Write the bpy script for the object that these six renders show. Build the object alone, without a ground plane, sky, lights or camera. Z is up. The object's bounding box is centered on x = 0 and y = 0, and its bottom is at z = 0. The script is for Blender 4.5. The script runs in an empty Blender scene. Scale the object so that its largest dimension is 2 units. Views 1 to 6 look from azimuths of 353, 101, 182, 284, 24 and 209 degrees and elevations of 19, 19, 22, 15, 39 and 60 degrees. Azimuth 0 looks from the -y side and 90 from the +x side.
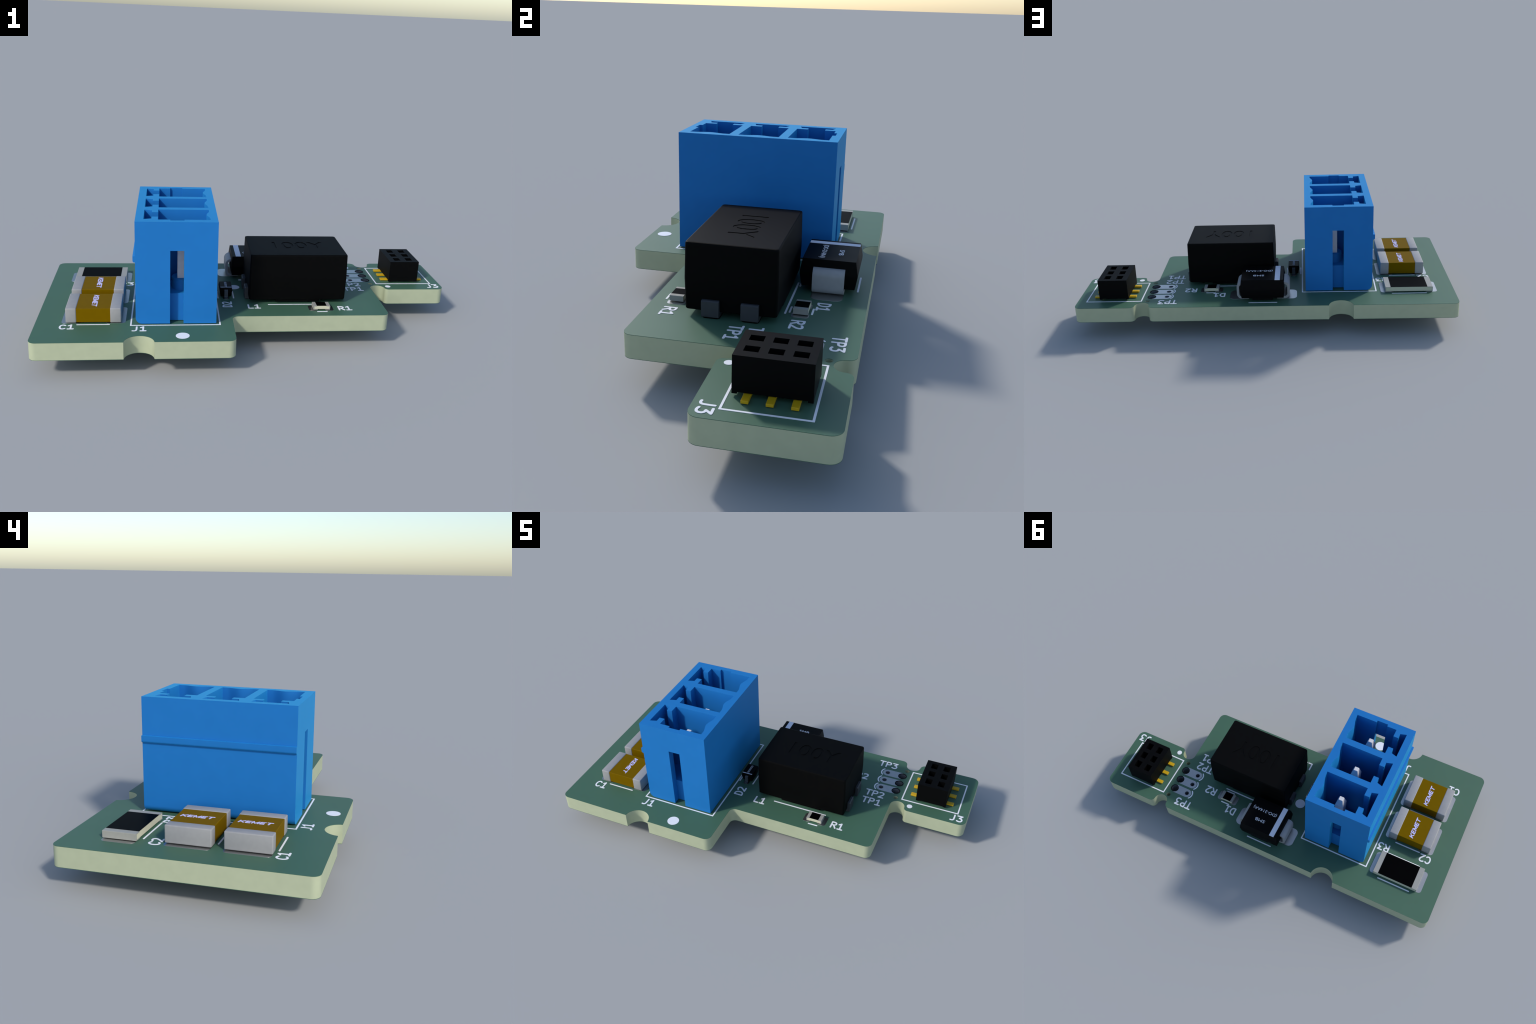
# A small green circuit board with a blue three-way terminal header, power
# inductor, two diodes, three chip resistors, two capacitors and a 2x3 socket.
# Frame: metres, z up, board top at BOARD_TOP; reading direction of the labels is +x.
import bpy, bmesh, math
from mathutils import Vector, Matrix

BOARD_TOP = 0.1730
BOARD_BOTTOM = 0.0917
MASK = 0.0016          # thickness of the solder-mask layers

# ------------------------------------------------------------------ materials
def material(name, color, rough=0.5, metallic=0.0, spec=0.5, grain=0.06, scale=60.0,
             bump=0.0, sheen=None):
    """Principled BSDF whose colour is gently mottled by a procedural noise."""
    m = bpy.data.materials.new(name)
    m.use_nodes = True
    nt = m.node_tree
    b = nt.nodes["Principled BSDF"]
    tc = nt.nodes.new("ShaderNodeTexCoord")
    nz = nt.nodes.new("ShaderNodeTexNoise")
    nz.inputs["Scale"].default_value = scale
    nz.inputs["Detail"].default_value = 4.0
    nt.links.new(tc.outputs["Object"], nz.inputs["Vector"])
    ramp = nt.nodes.new("ShaderNodeValToRGB")
    lo = [c * (1.0 - grain) for c in color]
    hi = [min(1.0, c * (1.0 + grain)) for c in color]
    ramp.color_ramp.elements[0].position = 0.3
    ramp.color_ramp.elements[1].position = 0.7
    ramp.color_ramp.elements[0].color = (*lo, 1)
    ramp.color_ramp.elements[1].color = (*hi, 1)
    nt.links.new(nz.outputs["Fac"], ramp.inputs["Fac"])
    nt.links.new(ramp.outputs["Color"], b.inputs["Base Color"])
    b.inputs["Roughness"].default_value = rough
    b.inputs["Metallic"].default_value = metallic
    b.inputs["Specular IOR Level"].default_value = spec
    if sheen:                                  # tinted brightening at grazing angles
        b.inputs["Sheen Weight"].default_value = sheen[0]
        b.inputs["Sheen Roughness"].default_value = sheen[1]
        b.inputs["Sheen Tint"].default_value = (*sheen[2], 1)
    if bump:
        bp = nt.nodes.new("ShaderNodeBump")
        bp.inputs["Strength"].default_value = bump
        bp.inputs["Distance"].default_value = 0.001
        fine = nt.nodes.new("ShaderNodeTexNoise")
        fine.inputs["Scale"].default_value = 400.0
        nt.links.new(tc.outputs["Object"], fine.inputs["Vector"])
        nt.links.new(fine.outputs["Fac"], bp.inputs["Height"])
        nt.links.new(bp.outputs["Normal"], b.inputs["Normal"])
    return m

MASK_GREEN = material("solder_mask_green", (0.058, 0.138, 0.086), rough=0.52, spec=0.43, grain=0.02, scale=9)
LAMINATE = material("glass_fibre_laminate", (0.435, 0.475, 0.315), rough=0.6, spec=0.3, grain=0.03, scale=25)
SILK = material("white_legend_ink", (0.86, 0.87, 0.90), rough=0.7, spec=0.2, grain=0.02)
SOLDER = material("tinned_copper", (0.50, 0.50, 0.49), rough=0.36, metallic=1.0, grain=0.04)
BLUE = material("blue_plastic", (0.016, 0.170, 0.49), rough=0.5, spec=0.1, grain=0.02, scale=14,
                sheen=(0.55, 0.4, (0.04, 0.68, 1.0)))
PIN = material("bright_tin", (0.80, 0.79, 0.80), rough=0.4, spec=0.5, grain=0.03)
INDUCTOR = material("black_ferrite", (0.0012, 0.0012, 0.0012), rough=0.6, spec=0.08, grain=0.15, bump=0.1)
CLIP = material("dull_terminal_metal", (0.048, 0.052, 0.058), rough=0.5, spec=0.3, grain=0.05)
EPOXY = material("black_epoxy", (0.0022, 0.0022, 0.0024), rough=0.5, spec=0.07, grain=0.15, bump=0.08)
LEAD = material("grey_lead_metal", (0.36, 0.365, 0.375), rough=0.5, spec=0.4, grain=0.04)
SMALL_LEAD = material("small_lead_metal", (0.065, 0.072, 0.085), rough=0.45, spec=0.4, grain=0.04)
MARK = material("pale_marking_ink", (0.78, 0.80, 0.88), rough=0.7, spec=0.2, grain=0.02)
OCHRE = material("ochre_ceramic", (0.174, 0.099, 0.0), rough=0.55, spec=0.03, grain=0.03)
LOGO = material("lilac_marking_ink", (0.60, 0.58, 0.88), rough=0.7, spec=0.2, grain=0.02)
END_CAP = material("grey_end_cap", (0.325, 0.322, 0.322), rough=0.55, spec=0.3, grain=0.03)
ALUMINA = material("cream_alumina", (0.62, 0.60, 0.44), rough=0.6, spec=0.3, grain=0.02)
TERMINAL = material("chip_termination", (0.34, 0.335, 0.30), rough=0.5, spec=0.4, grain=0.03)
GLAZE = material("black_overglaze", (0.0012, 0.0012, 0.0014), rough=0.5, spec=0.02, grain=0.1)
SOCKET = material("black_socket_plastic", (0.0020, 0.0020, 0.0021), rough=0.55, spec=0.07, grain=0.1)
GOLD = material("gold_plating", (0.66, 0.40, 0.008), rough=0.45, spec=0.4, grain=0.03)
NEAR_BLACK = material("near_black", (0.003, 0.003, 0.003), rough=0.8, spec=0.1, grain=0.1)
HOLE_WALL = material("lightened_hole_wall", (0.16, 0.17, 0.19), rough=0.5, spec=0.4, grain=0.1)  # base grey raised to offset the dimness inside the bores

# ------------------------------------------------------------------ helpers
root = bpy.data.objects.new("circuit_board", None)
bpy.context.scene.collection.objects.link(root)
root["label"] = "green circuit board with blue terminal header and black inductor"
root["category"] = "circuit board"

def add(name, mesh, mat, parent=None, smooth=None, kind=None):
    o = bpy.data.objects.new(name, mesh)
    bpy.context.scene.collection.objects.link(o)
    o.parent = parent or root
    if mat is not None:
        mesh.materials.clear()
        mesh.materials.append(mat)
    if smooth:
        for p in mesh.polygons:
            p.use_smooth = True
        mesh.set_sharp_from_angle(angle=math.radians(smooth))
    if kind:
        o["kind"] = kind
    return o

def bm_mesh(bm, name="mesh"):
    bmesh.ops.recalc_face_normals(bm, faces=bm.faces)
    me = bpy.data.meshes.new(name)
    bm.to_mesh(me)
    bm.free()
    return me

def put_box(bm, x0, x1, y0, y1, z0, z1):
    m = Matrix.Translation(((x0 + x1) / 2, (y0 + y1) / 2, (z0 + z1) / 2)) @ Matrix.Diagonal((x1 - x0, y1 - y0, z1 - z0, 1))
    return bmesh.ops.create_cube(bm, size=1.0, matrix=m)["verts"]

def box(x0, x1, y0, y1, z0, z1, bevel=0.0, segs=2):
    bm = bmesh.new()
    put_box(bm, x0, x1, y0, y1, z0, z1)
    if bevel:
        bmesh.ops.bevel(bm, geom=bm.edges[:], offset=bevel, segments=segs, affect='EDGES', profile=0.5)
    return bm_mesh(bm)

def fillet(points, n=8):
    """Closed polygon of (x, y, radius): every corner is rounded by its radius."""
    out, k = [], len(points)
    for i in range(k):
        p = Vector(points[i][:2]); r = points[i][2] if len(points[i]) > 2 else 0
        if r <= 0:
            out.append(tuple(p)); continue
        a = (Vector(points[i - 1][:2]) - p).normalized()
        b = (Vector(points[(i + 1) % k][:2]) - p).normalized()
        half = math.acos(max(-1, min(1, a.dot(b)))) / 2
        t = r / math.tan(half)
        c = p + (a + b).normalized() * (r / math.sin(half))
        s, e = p + a * t - c, p + b * t - c
        a0 = math.atan2(s.y, s.x)
        d = math.atan2(s.x * e.y - s.y * e.x, s.dot(e))
        for j in range(n + 1):
            w = a0 + d * j / n
            out.append((c.x + r * math.cos(w), c.y + r * math.sin(w)))
    return out

def arc(cx, cy, r, a0, a1, n=20):
    return [(cx + r * math.cos(math.radians(a0 + (a1 - a0) * i / n)),
             cy + r * math.sin(math.radians(a0 + (a1 - a0) * i / n))) for i in range(n + 1)]

def circle(cx, cy, r, n=40):
    return arc(cx, cy, r, 0, 360 * (n - 1) / n, n - 1)

def prism(loops, z0, z1, weld=True):
    """Extrude a flat region (outer loop, then holes) from z0 to z1."""
    cu = bpy.data.curves.new("region", 'CURVE')
    cu.dimensions = '2D'
    cu.fill_mode = 'BOTH'
    cu.extrude = (z1 - z0) / 2
    for lp in loops:
        sp = cu.splines.new('POLY')
        sp.points.add(len(lp) - 1)
        for q, (x, y) in zip(sp.points, lp):
            q.co = (x, y, 0, 1)
        sp.use_cyclic_u = True
    ob = bpy.data.objects.new("region", cu)
    bpy.context.scene.collection.objects.link(ob)
    dg = bpy.context.evaluated_depsgraph_get()
    me = bpy.data.meshes.new_from_object(ob.evaluated_get(dg))
    bpy.data.objects.remove(ob)
    bpy.data.curves.remove(cu)
    bm = bmesh.new()
    bm.from_mesh(me)
    bpy.data.meshes.remove(me)
    bmesh.ops.remove_doubles(bm, verts=bm.verts, dist=1e-6)
    bmesh.ops.translate(bm, verts=bm.verts, vec=(0, 0, (z0 + z1) / 2))
    return bm_mesh(bm)

def extrude_profile_y(profile, y0, y1):
    """Closed (x, z) profile swept along y."""
    bm = bmesh.new()
    a = [bm.verts.new((x, y0, z)) for x, z in profile]
    b = [bm.verts.new((x, y1, z)) for x, z in profile]
    n = len(profile)
    bm.faces.new(a); bm.faces.new(b[::-1])
    for i in range(n):
        bm.faces.new((a[i], b[i], b[(i + 1) % n], a[(i + 1) % n]))
    return bm_mesh(bm)

def boolean(mesh, cutters, op='DIFFERENCE'):
    base = bpy.data.objects.new("bool_base", mesh)
    bpy.context.scene.collection.objects.link(base)
    temp = []
    for c in cutters:
        co = bpy.data.objects.new("bool_cut", c)
        bpy.context.scene.collection.objects.link(co)
        temp.append(co)
        md = base.modifiers.new("cut", 'BOOLEAN')
        md.operation = op; md.object = co; md.solver = 'EXACT'
    dg = bpy.context.evaluated_depsgraph_get()
    out = bpy.data.meshes.new_from_object(base.evaluated_get(dg))
    for o in temp + [base]:
        bpy.data.objects.remove(o)
    return out

def draft_block(sections, r, n=4):
    """Loft of rounded rectangles: sections = [(z, x0, x1, y0, y1), ...] bottom to top."""
    bm = bmesh.new()
    rings = []
    for z, x0, x1, y0, y1 in sections:
        loop = fillet([(x0, y0, r), (x1, y0, r), (x1, y1, r), (x0, y1, r)], n)
        rings.append([bm.verts.new((x, y, z)) for x, y in loop])
    for a, b in zip(rings, rings[1:]):
        k = len(a)
        for i in range(k):
            bm.faces.new((a[i], a[(i + 1) % k], b[(i + 1) % k], b[i]))
    bm.faces.new(rings[0][::-1]); bm.faces.new(rings[-1])
    return bm_mesh(bm)

def text_mesh(body, origin, right, up, width, height, thick=0.0008, bold=0.0, shear=0.0, spacing=1.0):
    """Built-in font text fitted into width x height, lying in the plane (right, up)."""
    cu = bpy.data.curves.new("text", 'FONT')
    cu.body = body
    cu.resolution_u = 4
    cu.offset = bold
    cu.shear = shear
    cu.space_character = spacing
    ob = bpy.data.objects.new("text", cu)
    bpy.context.scene.collection.objects.link(ob)
    dg = bpy.context.evaluated_depsgraph_get()
    me = bpy.data.meshes.new_from_object(ob.evaluated_get(dg))
    bpy.data.objects.remove(ob)
    bpy.data.curves.remove(cu)
    bm = bmesh.new(); bm.from_mesh(me); bpy.data.meshes.remove(me)
    bmesh.ops.remove_doubles(bm, verts=bm.verts, dist=1e-5)
    ext = bmesh.ops.extrude_face_region(bm, geom=bm.faces[:])
    top = [v for v in ext["geom"] if isinstance(v, bmesh.types.BMVert)]
    for v in bm.verts: v.co.z = 0.0
    for v in top: v.co.z = 1.0
    xs = [v.co.x for v in bm.verts]; ys = [v.co.y for v in bm.verts]
    sx = width / (max(xs) - min(xs)); sy = height / (max(ys) - min(ys))
    x0, y0 = min(xs), min(ys)
    R, U = Vector(right), Vector(up); N = R.cross(U)
    O = Vector(origin)
    for v in bm.verts:
        v.co = O + R * ((v.co.x - x0) * sx) + U * ((v.co.y - y0) * sy) + N * (v.co.z * thick)
    return bm_mesh(bm)

# ------------------------------------------------------------------ the board
R = 0.032
YE = 0.4845                                              # front and back edges
outline = arc(-1.0 + R, YE - R, R, 90, 180, 8) + arc(-1.0 + R, R - YE, R, 180, 270, 8)
outline += arc(-0.5447, -0.4890, 0.0648, 176.0, 4.0, 24)                  # round bite, front edge
tail = fillet([(-0.45, -YE), (-0.1325, -YE, R), (-0.1325, -0.2275, 0.03), (0.613, -0.2275, R),
               (0.613, 0.1525, 0.0366), (0.6875, 0.1525, 0.0366), (0.6875, 0.0962, 0.0195),
               (1.0, 0.0962, 0.034), (1.0, YE, 0.034),
               (0.6855, YE, 0.026), (0.6855, 0.4215, 0.0366), (0.6105, 0.4215, 0.0366), (0.6105, YE, 0.026),
               (-0.25, YE)], 8)
outline += tail[1:-1]
outline += arc(-0.3935, 0.4890, 0.0640, -4.0, -176.0, 24)                 # round bite, back edge
PADS_Y = [0.2254, 0.2900, 0.3545]
big_holes = [(0.6125, y) for y in PADS_Y]
small_holes = [(0.5313, y) for y in PADS_Y]
bite_holes = [(0.6255, 0.1745), (0.6255, 0.4055)]
PIN_X, PIN_Y = -0.3605, [-0.1945, 0.0, 0.1945]
holes = ([circle(x, y, 0.0226) for x, y in big_holes] + [circle(x, y, 0.0126, 28) for x, y in small_holes]
         + [circle(x, y, 0.0120, 28) for x, y in bite_holes])
add("laminate_core", prism([outline] + holes, BOARD_BOTTOM + MASK, BOARD_TOP - MASK), LAMINATE, smooth=35)
add("solder_mask", prism([outline] + holes, BOARD_TOP - MASK, BOARD_TOP), MASK_GREEN, smooth=35)
add("solder_mask", prism([outline] + holes, BOARD_BOTTOM, BOARD_BOTTOM + MASK), MASK_GREEN, smooth=35)

# plated barrels of the three test points
for (x, y) in big_holes:
    b = add("hole_barrel", prism([circle(x, y, 0.0226), circle(x, y, 0.0190)], BOARD_BOTTOM, BOARD_TOP - 0.0010), HOLE_WALL, smooth=40)
    add("black_ring", prism([circle(x, y, 0.0228), circle(x, y, 0.0190)], BOARD_TOP - 0.0010, BOARD_TOP + 0.0010), NEAR_BLACK, parent=b, smooth=40)
for (x, y) in small_holes:
    add("hole_barrel", prism([circle(x, y, 0.0126, 28), circle(x, y, 0.0112, 28)], BOARD_BOTTOM, BOARD_TOP + 0.0008), HOLE_WALL, smooth=40)

# ------------------------------------------------------------------ solder pads
def rounded(x0, x1, y0, y1, r):
    return fillet([(x0, y0, r), (x1, y0, r), (x1, y1, r), (x0, y1, r)], 6)

PAD_Z = (BOARD_TOP - 0.0004, BOARD_TOP + 0.0004)
for (bx, y), (sx, _) in zip(big_holes, small_holes):
    h = 0.0255
    loop = [(bx - 0.004, y - h), (bx - 0.004, y + h)] + arc(sx, y, h, 90, 270, 16)
    add("test_point_pad", boolean(prism([loop], *PAD_Z), [prism([circle(bx, y, 0.0226)], 0.1, 0.3), prism([circle(sx, y, 0.0126, 28)], 0.1, 0.3)]), SOLDER)
for x0, x1, y0, y1, r in [
        (-0.8885, -0.800, -0.2935, -0.1180, 0.016), (-0.700, -0.6105, -0.2935, -0.1180, 0.016),
        (-0.8885, -0.800, -0.0700, 0.1045, 0.016), (-0.700, -0.6105, -0.0700, 0.1045, 0.016),
        (-0.9080, -0.840, 0.2075, 0.3370, 0.016), (-0.680, -0.6100, 0.2075, 0.3370, 0.016),
        (0.2395, 0.280, -0.1725, -0.1120, 0.012), (0.3160, 0.3575, -0.1725, -0.1120, 0.012),
        (0.2380, 0.280, 0.2470, 0.3050, 0.012), (0.3160, 0.3570, 0.2470, 0.3050, 0.012),
        (0.100, 0.1915, 0.2855, 0.3965, 0.026), (-0.1640, -0.070, 0.2855, 0.3965, 0.026),
        (-0.160, -0.129, -0.0270, 0.0050, 0.008), (-0.160, -0.129, 0.0720, 0.1040, 0.008)]:
    add("solder_pad", prism([rounded(x0, x1, y0, y1, r)], *PAD_Z), SOLDER)
for y in PIN_Y:
    add("solder_ring", prism([circle(PIN_X, y, 0.046), circle(PIN_X, y, 0.030)], BOARD_BOTTOM - 0.0012, BOARD_BOTTOM + 0.0002), SOLDER, smooth=40)

# ------------------------------------------------------------------ white legend
SILK_Z = BOARD_TOP + 0.0003
SILK_T = 0.0007
WIDE = 0.0066          # legend line width
LETTER = 0.0078        # legend letter stroke

def ribbon(bm, pts, width, z0, z1, closed=False):
    """Stroke of constant width with round ends along a polyline."""
    P = [Vector(p) for p in pts]
    n = len(P); h = width / 2
    left, right = [], []
    for i in range(n):
        if closed:
            a, b = P[i - 1], P[(i + 1) % n]
            d0, d1 = (P[i] - a).normalized(), (b - P[i]).normalized()
        else:
            d0 = (P[i] - P[i - 1]).normalized() if i else (P[1] - P[0]).normalized()
            d1 = (P[i + 1] - P[i]).normalized() if i < n - 1 else d0
        t = d0 + d1
        t = t.normalized() if t.length > 1e-6 else d1
        nrm = Vector((-t.y, t.x))
        k = h / max(0.45, nrm.dot(Vector((-d1.y, d1.x))))
        left.append(P[i] + nrm * k); right.append(P[i] - nrm * k)
    def cap(c, frm):
        v = frm - c
        return [c + Matrix.Rotation(-math.pi * j / 8, 2) @ v for j in range(1, 8)]
    def quad_strip(L, Rr):
        up = [[bm.verts.new((p.x, p.y, z1)) for p in side] for side in (L, Rr)]
        dn = [[bm.verts.new((p.x, p.y, z0)) for p in side] for side in (L, Rr)]
        for i in range(len(L) - 1):
            bm.faces.new((up[0][i], up[0][i + 1], up[1][i + 1], up[1][i]))
            for s in (0, 1):
                bm.faces.new((dn[s][i], dn[s][i + 1], up[s][i + 1], up[s][i]))
    def solid(poly):
        hi = [bm.verts.new((p.x, p.y, z1)) for p in poly]
        lo = [bm.verts.new((p.x, p.y, z0)) for p in poly]
        bm.faces.new(hi)
        for i in range(len(poly) - 1):
            bm.faces.new((lo[i], lo[i + 1], hi[i + 1], hi[i]))
    if closed:
        quad_strip(left + left[:1], right + right[:1])
    else:
        quad_strip(left, right)
        solid([left[-1]] + cap(P[-1], left[-1]) + [right[-1]])
        solid([right[0]] + cap(P[0], right[0]) + [left[0]])

GLYPHS = {   # strokes on a unit cap height
    'C': (0.86, [[(.60, .86), (.51, .95), (.36, 1), (.20, .94), (.08, .78), (.03, .5), (.08, .22), (.20, .06), (.36, 0), (.51, .05), (.60, .14)]]),
    'D': (0.86, [[(.03, 0), (.03, 1), (.26, 1), (.45, .94), (.58, .76), (.62, .5), (.58, .24), (.45, .06), (.26, 0), (.03, 0)]]),
    'J': (0.78, [[(.42, 1), (.42, .30), (.38, .12), (.28, .02), (.12, 0), (0, .03)]]),
    'L': (0.74, [[(.03, 1), (.03, 0), (.52, 0)]]),
    'R': (0.86, [[(.03, 0), (.03, 1), (.36, 1), (.54, .93), (.60, .76), (.54, .58), (.36, .50), (.05, .50)], [(.30, .50), (.62, 0)]]),
    'T': (0.86, [[(-.02, 1), (.66, 1)], [(.32, .98), (.32, 0)]]),
    'P': (0.86, [[(.06, 0), (.06, 1), (.40, 1), (.57, .93), (.63, .75), (.57, .55), (.40, .47), (.08, .47)]]),
    '1': (0.80, [[(.08, .80), (.22, .88), (.34, 1), (.34, 0)], [(.06, 0), (.62, 0)]]),
    '2': (0.80, [[(.04, .90), (.16, .98), (.34, 1), (.50, .95), (.58, .80), (.55, .62), (.44, .44), (.03, 0), (.62, 0)]]),
    '3': (0.80, [[(.03, 1), (.60, 1), (.28, .60), (.44, .59), (.57, .48), (.62, .30), (.56, .10), (.42, 0), (.18, 0), (.03, .09)]]),
}

def split_stroke(stroke):
    """Cut a stroke at its sharp corners and round the gentle bends of the pieces."""
    pieces, cur = [], [stroke[0]]
    for i in range(1, len(stroke) - 1):
        a, p, b = Vector(stroke[i - 1]), Vector(stroke[i]), Vector(stroke[i + 1])
        if (p - a).angle(b - p) < math.radians(60):
            for t in (0.0, 0.25, 0.5, 0.75, 1.0):
                q = p.lerp(a, 0.5).lerp(p, t).lerp(p.lerp(b, 0.5), t)
                if (q - Vector(cur[-1])).length > 0.004:
                    cur.append((q.x, q.y))
        else:
            cur.append(stroke[i]); pieces.append(cur); cur = [stroke[i]]
    cur.append(stroke[-1]); pieces.append(cur)
    return pieces

def label(text, x, y, cap=0.0405, turned=False):
    bm = bmesh.new()
    cur, k = 0.0, 0
    for ch in text:
        adv, strokes = GLYPHS[ch]
        for s in (piece for st in strokes for piece in split_stroke(st)):
            pts = []
            for (u, v) in s:
                a, b = (cur + u) * cap, v * cap
                pts.append((x - b, y + a) if turned else (x + a, y + b))
            ribbon(bm, pts, LETTER, SILK_Z, SILK_Z + SILK_T + 0.00015 * (k % 4))
            k += 1
        cur += adv
    add("legend_label", bm_mesh(bm), SILK)

label("C1", -0.8905, -0.3505)
label("C2", -0.8905, 0.1185)
label("R3", -0.6590, 0.1510)
label("J1", -0.5765, -0.3765)
label("J3", 0.9225, 0.1175)
label("R1", 0.3850, -0.1660)
label("R2", 0.3820, 0.2580)
label("L1", -0.0465, -0.1380)
label("D1", 0.2215, 0.3220)
label("D2", -0.1250, -0.1215, turned=True)
label("TP1", 0.4695, 0.0790)
label("TP2", 0.4695, 0.1420)
label("TP3", 0.4695, 0.4010)

def stroke_mark(name, pts, width=WIDE, closed=False, dz=0.0):
    bm = bmesh.new()
    ribbon(bm, pts, width, SILK_Z, SILK_Z + SILK_T + dz, closed)
    return add(name, bm_mesh(bm), SILK)

def frame(x0, x1, y0, y1, w=WIDE):
    stroke_mark("legend_outline", [(x0, y0), (x1, y0), (x1, y1), (x0, y1)], w, closed=True)

h = WIDE / 2
frame(-0.5895 + h, -0.1942 + h * 0.2, -0.3232 + h, 0.3232 - h)
frame(0.6560 + h, 0.9535 - h, 0.1690 + h, 0.4105 - h)
for p, q in [((0.0535, -0.0955), (0.3345, -0.0955)), ((-0.060, 0.2262), (-0.049, 0.2262)), ((0.0535, 0.2262), (0.3345, 0.2262)),
             ((0.2765, -0.1835), (0.3210, -0.1835)), ((0.2765, -0.1040), (0.3210, -0.1040)),
             ((0.2765, 0.2390), (0.3220, 0.2390)), ((0.2765, 0.3130), (0.3220, 0.3130)),
             ((-0.8470, 0.3520), (-0.6695, 0.3520)), ((-0.8470, 0.1925), (-0.6695, 0.1925)),
             ((-0.8180, -0.3080), (-0.6800, -0.3080)), ((-0.8180, -0.1075), (-0.6800, -0.1075)),
             ((-0.8180, -0.0840), (-0.6800, -0.0840)), ((-0.8180, 0.1150), (-0.6800, 0.1150)),
             ((-0.0590, 0.4425), (0.0850, 0.4425)), ((-0.0590, 0.2365), (0.0850, 0.2365)),
             ((-0.1075, -0.0140), (-0.1075, 0.0750)), ((-0.1840, -0.0140), (-0.1840, 0.0750))]:
    stroke_mark("legend_line", [p, q])
for x, y, r in [(-0.3613, -0.4293, 0.0295), (-0.0945, 0.1290, 0.0280), (0.7102, 0.1340, 0.0140)]:
    add("legend_dot", prism([circle(x, y, r, 48)], SILK_Z, SILK_Z + SILK_T), SILK)
# curved marks at the outer end of every test point
for (x, y) in small_holes:
    stroke_mark("legend_arc", arc(x, y, 0.0335, 134, 226, 14), 0.0066)

# ------------------------------------------------------------------ blue terminal header
HX0, HX1, HY, HZ0, HZ1 = -0.5650, -0.2105, 0.3105, 0.1768, 0.6450
FLOOR = 0.306
profile = ([(HX1, HZ0), (HX1, HZ1), (HX0, HZ1), (HX0, 0.4918), (HX0 - 0.0105, 0.4908), (HX0 - 0.0105, 0.4715)]
           + [(HX0 - 0.0025 + 0.008 * math.cos(math.radians(a)), 0.4708 + 0.008 * math.sin(math.radians(a))) for a in (200, 220, 240, 260)]
           + [(HX0, 0.4628)]
           + [(HX0 + 0.028 + 0.028 * math.cos(math.radians(a)), HZ0 + 0.028 + 0.028 * math.sin(math.radians(a))) for a in range(180, 271, 10)])
shell = extrude_profile_y(profile, -HY, HY)
cutters = []
for yc in PIN_Y:
    bump = []
    for i in range(21):                              # wavy rib on the right-hand wall
        t = -0.060 + 0.120 * i / 20
        bump.append((-0.2435 - 0.0138 * (0.5 + 0.5 * math.cos(math.pi * t / 0.060)), yc + t))
    loop = ([(-0.2435, yc - 0.0795)] + bump + [(-0.2435, yc + 0.0795), (-0.4685, yc + 0.0795), (-0.4685, yc + 0.0355),
             (-0.4960, yc + 0.0355), (-0.4960, yc + 0.0640), (-0.5295, yc + 0.0740), (-0.5295, yc - 0.0740),
             (-0.4960, yc - 0.0640), (-0.4960, yc - 0.0355), (-0.4685, yc - 0.0355), (-0.4685, yc - 0.0795)])
    cutters.append(prism([loop], FLOOR, 0.70))
for s in (-1, 1):
    ya, yb = sorted((s * 0.2700, s * 0.2860))
    cutters.append(box(-0.4155, -0.3555, ya, yb, FLOOR + 0.0001, 0.71))    # guide groove inside the end wall
    ya, yb = sorted((s * 0.2741, s * 0.3300))
    cutters.append(box(-0.4155, -0.3555, ya, yb, 0.1500, 0.5165))          # open slot in the end wall
housing = add("terminal_header", boolean(shell, cutters), BLUE, smooth=25)
for yc in PIN_Y:
    add("pin_collar", prism([circle(PIN_X, yc, 0.047, 36)], FLOOR - 0.01, 0.3570), BLUE, parent=housing, smooth=40)
    bm = bmesh.new()
    rings = []
    for z, w in ((0.0, 0.010), (0.045, 0.0225), (0.532, 0.023), (0.579, 0.0112)):
        rings.append([bm.verts.new((PIN_X + sx * w, yc + sy * w, z)) for sx, sy in ((-1, -1), (1, -1), (1, 1), (-1, 1))])
    for a, b in zip(rings, rings[1:]):
        for i in range(4):
            bm.faces.new((a[i], a[(i + 1) % 4], b[(i + 1) % 4], b[i]))
    bm.faces.new(rings[0][::-1]); bm.faces.new(rings[-1])
    bmesh.ops.bevel(bm, geom=[e for e in bm.edges], offset=0.0012, segments=1, affect='EDGES')
    add("contact_pin", bm_mesh(bm), PIN, parent=housing)

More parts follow.
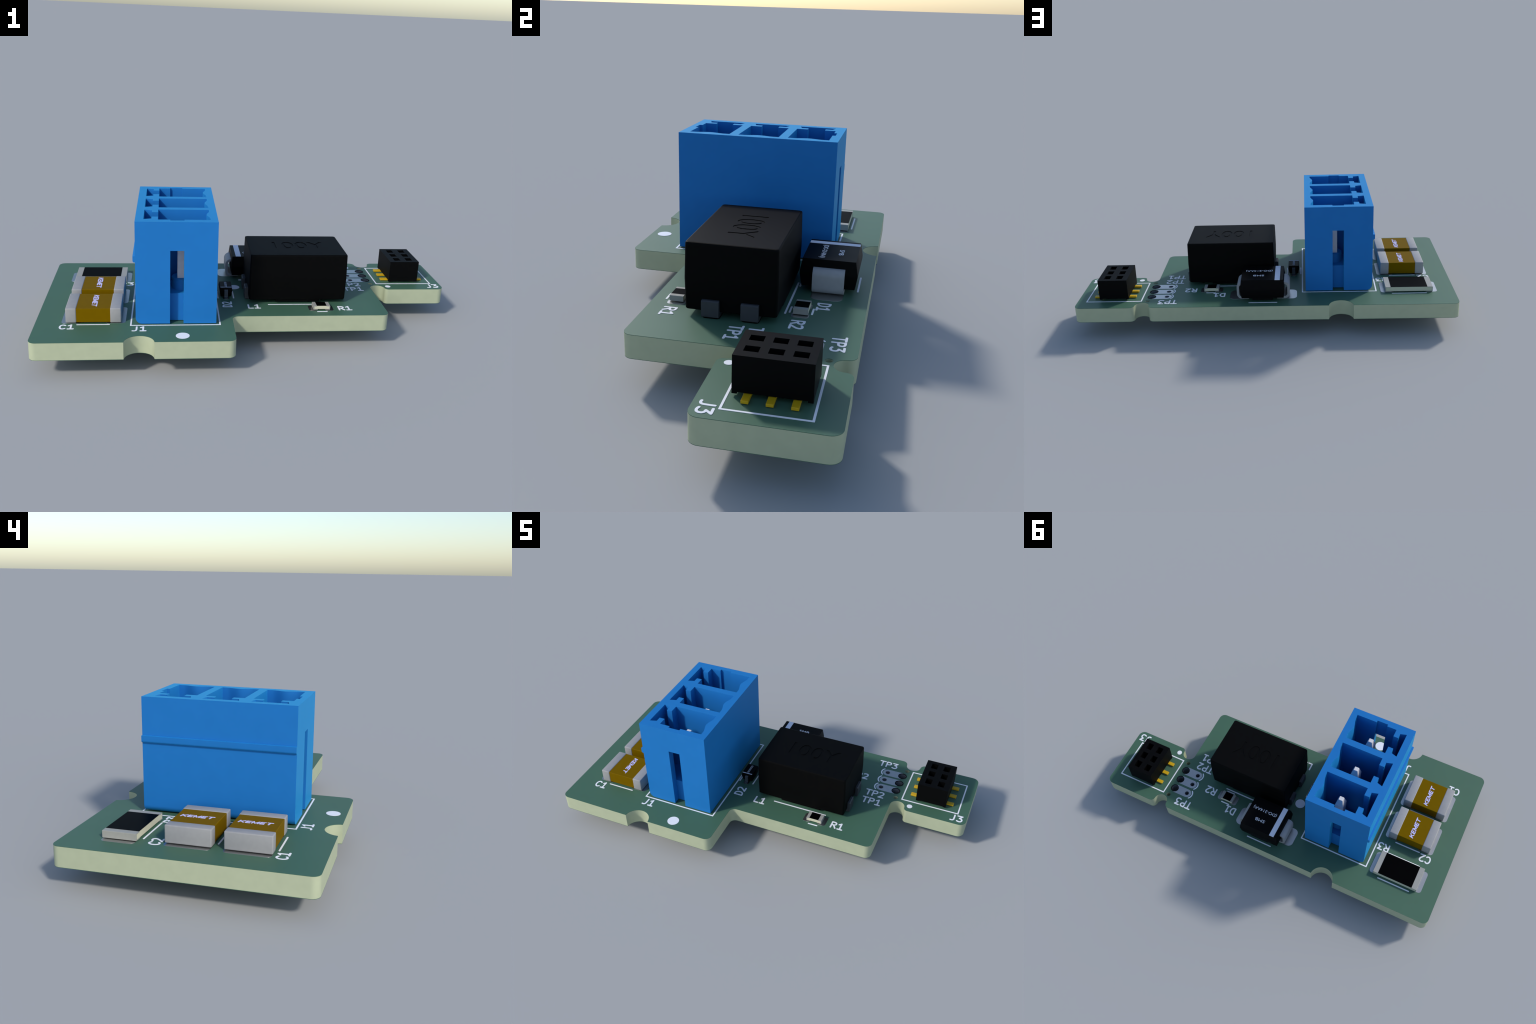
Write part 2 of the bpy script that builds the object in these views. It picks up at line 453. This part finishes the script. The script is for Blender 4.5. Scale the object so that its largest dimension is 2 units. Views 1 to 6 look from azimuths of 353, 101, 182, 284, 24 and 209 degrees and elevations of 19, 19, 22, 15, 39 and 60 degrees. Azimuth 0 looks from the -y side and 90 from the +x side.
# ------------------------------------------------------------------ power inductor
LX0, LX1, LY0, LY1 = -0.0392, 0.4258, -0.0845, 0.2155
def ring(z, g):
    return (z, LX0 - g, LX1 + g, LY0 - g, LY1 + g)
body = draft_block([ring(0.1935, -0.002), ring(0.1965, 0.0), ring(0.3000, 0.0024), ring(0.4140, 0.0), ring(0.4185, -0.0013), ring(0.4200, -0.0045)], 0.009, 10)
engraving = text_mesh("100Y", (0.0840, 0.0200, 0.4180), (1, 0, 0), (0, 1, 0), 0.2520, 0.0960, thick=0.02)
body = boolean(body, [engraving])
inductor = add("inductor", body, INDUCTOR)
add("inductor_foot", box(0.0870, 0.3010, LY0 + 0.002, LY1 - 0.002, 0.1840, 0.1990, 0.002), INDUCTOR, parent=inductor)
for yc in (0.0015, 0.1300):
    for s, xb, xo in ((1, LX1, 0.4405), (-1, LX0, -0.0555)):
        x_in = xb - s * 0.06
        clip = [(x_in, 0.1760), (xo - s * 0.004, 0.1760), (xo, 0.1795), (xo, 0.2295), (xo - s * 0.0045, 0.2335), (xb - s * 0.004, 0.2335), (xb - s * 0.004, 0.1900), (x_in, 0.1900)]
        add("inductor_terminal", extrude_profile_y(clip, yc - 0.0285, yc + 0.0285), CLIP, parent=inductor)
    for x0, x1 in ((LX0 - 0.012, 0.03), (0.36, LX1 + 0.012)):
        add("solder_pad", prism([rounded(x0, x1, yc - 0.0255, yc + 0.0300, 0.01)], *PAD_Z), NEAR_BLACK)

# ------------------------------------------------------------------ rectifier diode with wrapped leads
DX0, DX1, DY0, DY1 = -0.0955, 0.1235, 0.2465, 0.4320
def dring(z, g):
    return (z, DX0 - g * 0.6, DX1 + g * 0.6, DY0 - g, DY1 + g)
diode = add("diode", draft_block([dring(0.1945, 0.001), dring(0.2400, 0.0085), dring(0.2500, 0.0085), dring(0.2965, 0.0)], 0.002, 2), EPOXY, smooth=30)
add("diode_foot", box(-0.0390, 0.0675, DY0 + 0.004, DY1 + 0.0005, 0.1830, 0.1990, 0.002), EPOXY, parent=diode)
add("cathode_band", box(-0.0780, -0.0512, 0.2475, 0.4322, 0.2955, 0.2973), MARK, parent=diode)
add("diode_marking", text_mesh("SMB", (0.0055, 0.3640, 0.2964), (1, 0, 0), (0, 1, 0), 0.0580, 0.0180, bold=0.003), MARK, parent=diode)
add("diode_marking", text_mesh("(DO-214AA)", (-0.0375, 0.2975, 0.2964), (1, 0, 0), (0, 1, 0), 0.1415, 0.0230, bold=0.005), MARK, parent=diode)
def lead_strip(path, t):
    """Closed (x, z) profile of a bent strip of thickness t around its centre line."""
    P = [Vector(p) for p in path]; L, Rr = [], []
    for i in range(len(P)):
        d = (P[min(i + 1, len(P) - 1)] - P[max(i - 1, 0)]).normalized()
        nrm = Vector((-d.y, d.x)) * t / 2
        L.append(tuple(P[i] + nrm)); Rr.append(tuple(P[i] - nrm))
    return L + Rr[::-1]
T = 0.0125
for s, xo, xb in ((1, 0.1505, DX1), (-1, -0.1270, DX0)):
    path = [(xb - s * 0.02, 0.2620)]
    path += [(xo - s * (T / 2 + 0.022) + s * 0.022 * math.sin(math.radians(a)), 0.2400 + 0.022 * math.cos(math.radians(a))) for a in range(0, 91, 10)]
    path += [(xo - s * (T / 2 + 0.022) + s * 0.022 * math.cos(math.radians(a)), 0.2030 - 0.022 * math.sin(math.radians(a))) for a in range(0, 91, 10)]
    path += [(xb - s * 0.035, 0.1810)]
    add("diode_lead", extrude_profile_y(lead_strip(path, T), 0.2860, 0.3965), LEAD, parent=diode, smooth=40)

# ------------------------------------------------------------------ tiny signal diode
sx0, sx1, sy0, sy1 = -0.1735, -0.1165, -0.0040, 0.0775
small = add("signal_diode", draft_block([(0.1795, sx0 + 0.003, sx1 - 0.003, sy0 + 0.002, sy1 - 0.002), (0.2090, sx0 - 0.0025, sx1 + 0.0025, sy0 - 0.0045, sy1 + 0.0045),
                                         (0.2250, sx0, sx1, sy0, sy1)], 0.003, 2), EPOXY, smooth=30)
add("cathode_band", box(-0.1725, -0.1175, -0.0022, 0.0030, 0.2245, 0.2256), MARK, parent=small)
add("diode_marking", text_mesh("SOD323", (-0.1395, 0.0085, 0.2249), (0, 1, 0), (-1, 0, 0), 0.0600, 0.0110, bold=0.004), MARK, parent=small)
for s, yb in ((-1, sy0), (1, sy1)):
    path = [(yb - s * 0.01, 0.2130), (yb + s * 0.0055, 0.2130), (yb + s * 0.0085, 0.2100), (yb + s * 0.0095, 0.1830), (yb + s * 0.012, 0.1785), (yb + s * 0.0215, 0.1775)]
    prof = lead_strip(path, 0.0055)
    bm = bmesh.new()
    a = [bm.verts.new((-0.1530, y, z)) for y, z in prof]
    b = [bm.verts.new((-0.1360, y, z)) for y, z in prof]
    bm.faces.new(a); bm.faces.new(b[::-1])
    for i in range(len(prof)):
        bm.faces.new((a[i], b[i], b[(i + 1) % len(prof)], a[(i + 1) % len(prof)]))
    add("diode_lead", bm_mesh(bm), SMALL_LEAD, parent=small)

# ------------------------------------------------------------------ ceramic capacitors
BLOCK = {   # letter width in metres, strokes on a unit square
    'K': (0.0180, [[(0, 0), (0, 1)], [(0.1, 0.42), (1, 1)], [(0.3, 0.52), (1, 0)]]),
    'E': (0.0145, [[(0, 0), (0, 1)], [(0, 1), (1, 1)], [(0, 0.5), (0.85, 0.5)], [(0, 0), (1, 0)]]),
    'M': (0.0215, [[(0, 0), (0, 1)], [(0, 1), (0.5, 0.1)], [(0.5, 0.1), (1, 1)], [(1, 1), (1, 0)]]),
    'T': (0.0190, [[(0, 1), (1, 1)], [(0.5, 1), (0.5, 0)]]),
}
for y0, y1 in ((-0.2960, -0.1190), (-0.0735, 0.1030)):
    cap = add("capacitor", box(-0.8400, -0.6600, y0 + 0.0022, y1 - 0.0022, 0.1785, 0.2428, 0.0015, 1), OCHRE)
    for x0, x1 in ((-0.8685, -0.8222), (-0.6765, -0.6285)):
        add("end_cap", box(x0, x1, y0, y1, 0.1762, 0.2448, 0.0045, 3), END_CAP, parent=cap, smooth=40)
    bm = bmesh.new()                                   # slanted block lettering, read along -y
    cur, k = 0.0, 0
    for ch in "KEMET":
        width, strokes = BLOCK[ch]
        for st in strokes:
            pts = [(-0.7564 + v * 0.0190, y1 - 0.0205 - (cur + u * width + 0.0048 * v)) for u, v in st]
            ribbon(bm, pts, 0.0056, 0.2426, 0.2433 + 0.0001 * (k % 4))
            k += 1
        cur += width + 0.0085
    add("capacitor_marking", bm_mesh(bm), LOGO, parent=cap)

# ------------------------------------------------------------------ chip resistors
def chip_resistor(x0, x1, y0, y1, z1, gx0, gx1):
    z0 = 0.1792
    body = add("resistor", box(x0 + 0.0012, x1 - 0.0012, y0, y1, z0, z1 - 0.0006), ALUMINA)
    add("overglaze", box(gx0, gx1, y0 + 0.0008, y1 - 0.0008, z1 - 0.002, z1 + 0.0006), GLAZE, parent=body)
    for s, xe, xg in ((1, x0, gx0), (-1, x1, gx1)):
        w = abs(xg - xe)
        prof = [(xe + s * (w + 0.004), 0.1762), (xe, 0.1762), (xe, z1 - 0.001), (xe + s * 0.001, z1), (xg + s * 0.0008, z1), (xg + s * 0.0008, z1 - 0.003),
                (xe + s * 0.004, z1 - 0.003), (xe + s * 0.004, 0.1800), (xe + s * (w + 0.008), 0.1800)]
        add("termination", extrude_profile_y(prof, y0 - 0.0004, y1 + 0.0004), TERMINAL, parent=body)
chip_resistor(-0.8825, -0.6330, 0.2055, 0.3385, 0.2030, -0.8545, -0.6612)
chip_resistor(0.2590, 0.3385, -0.1665, -0.1195, 0.1955, 0.2740, 0.3210)
chip_resistor(0.2575, 0.3370, 0.2530, 0.3015, 0.1955, 0.2725, 0.3205)

# ------------------------------------------------------------------ 2x3 socket with gold legs
SX0, SX1, SY0, SY1 = 0.7285, 0.8822, 0.1850, 0.3970
cuts = []
for xc in (0.7732, 0.8376):
    for yc in PADS_Y:
        cuts.append(box(xc - 0.0160, xc + 0.0160, yc - 0.0200 + 0.0010, yc + 0.0200 + 0.0010, 0.2150, 0.31))
cuts.append(box(SX0 + 0.0140, SX1 - 0.0140, SY0 - 0.01, SY1 + 0.01, 0.1700, 0.1862))
cuts.append(box(SX0 - 0.01, SX1 + 0.01, SY0 + 0.0140, SY1 - 0.0140, 0.1700, 0.1862))
socket = add("pin_socket", boolean(box(SX0, SX1, SY0, SY1, 0.1812, 0.2905), cuts), SOCKET)
for yc in PADS_Y:
    for x0, x1 in ((0.6940, 0.7500), (0.8600, 0.9165)):
        add("socket_leg", box(x0, x1, yc - 0.0095 + 0.001, yc + 0.0115, 0.1752, 0.1838, 0.0008, 1), GOLD, parent=socket)
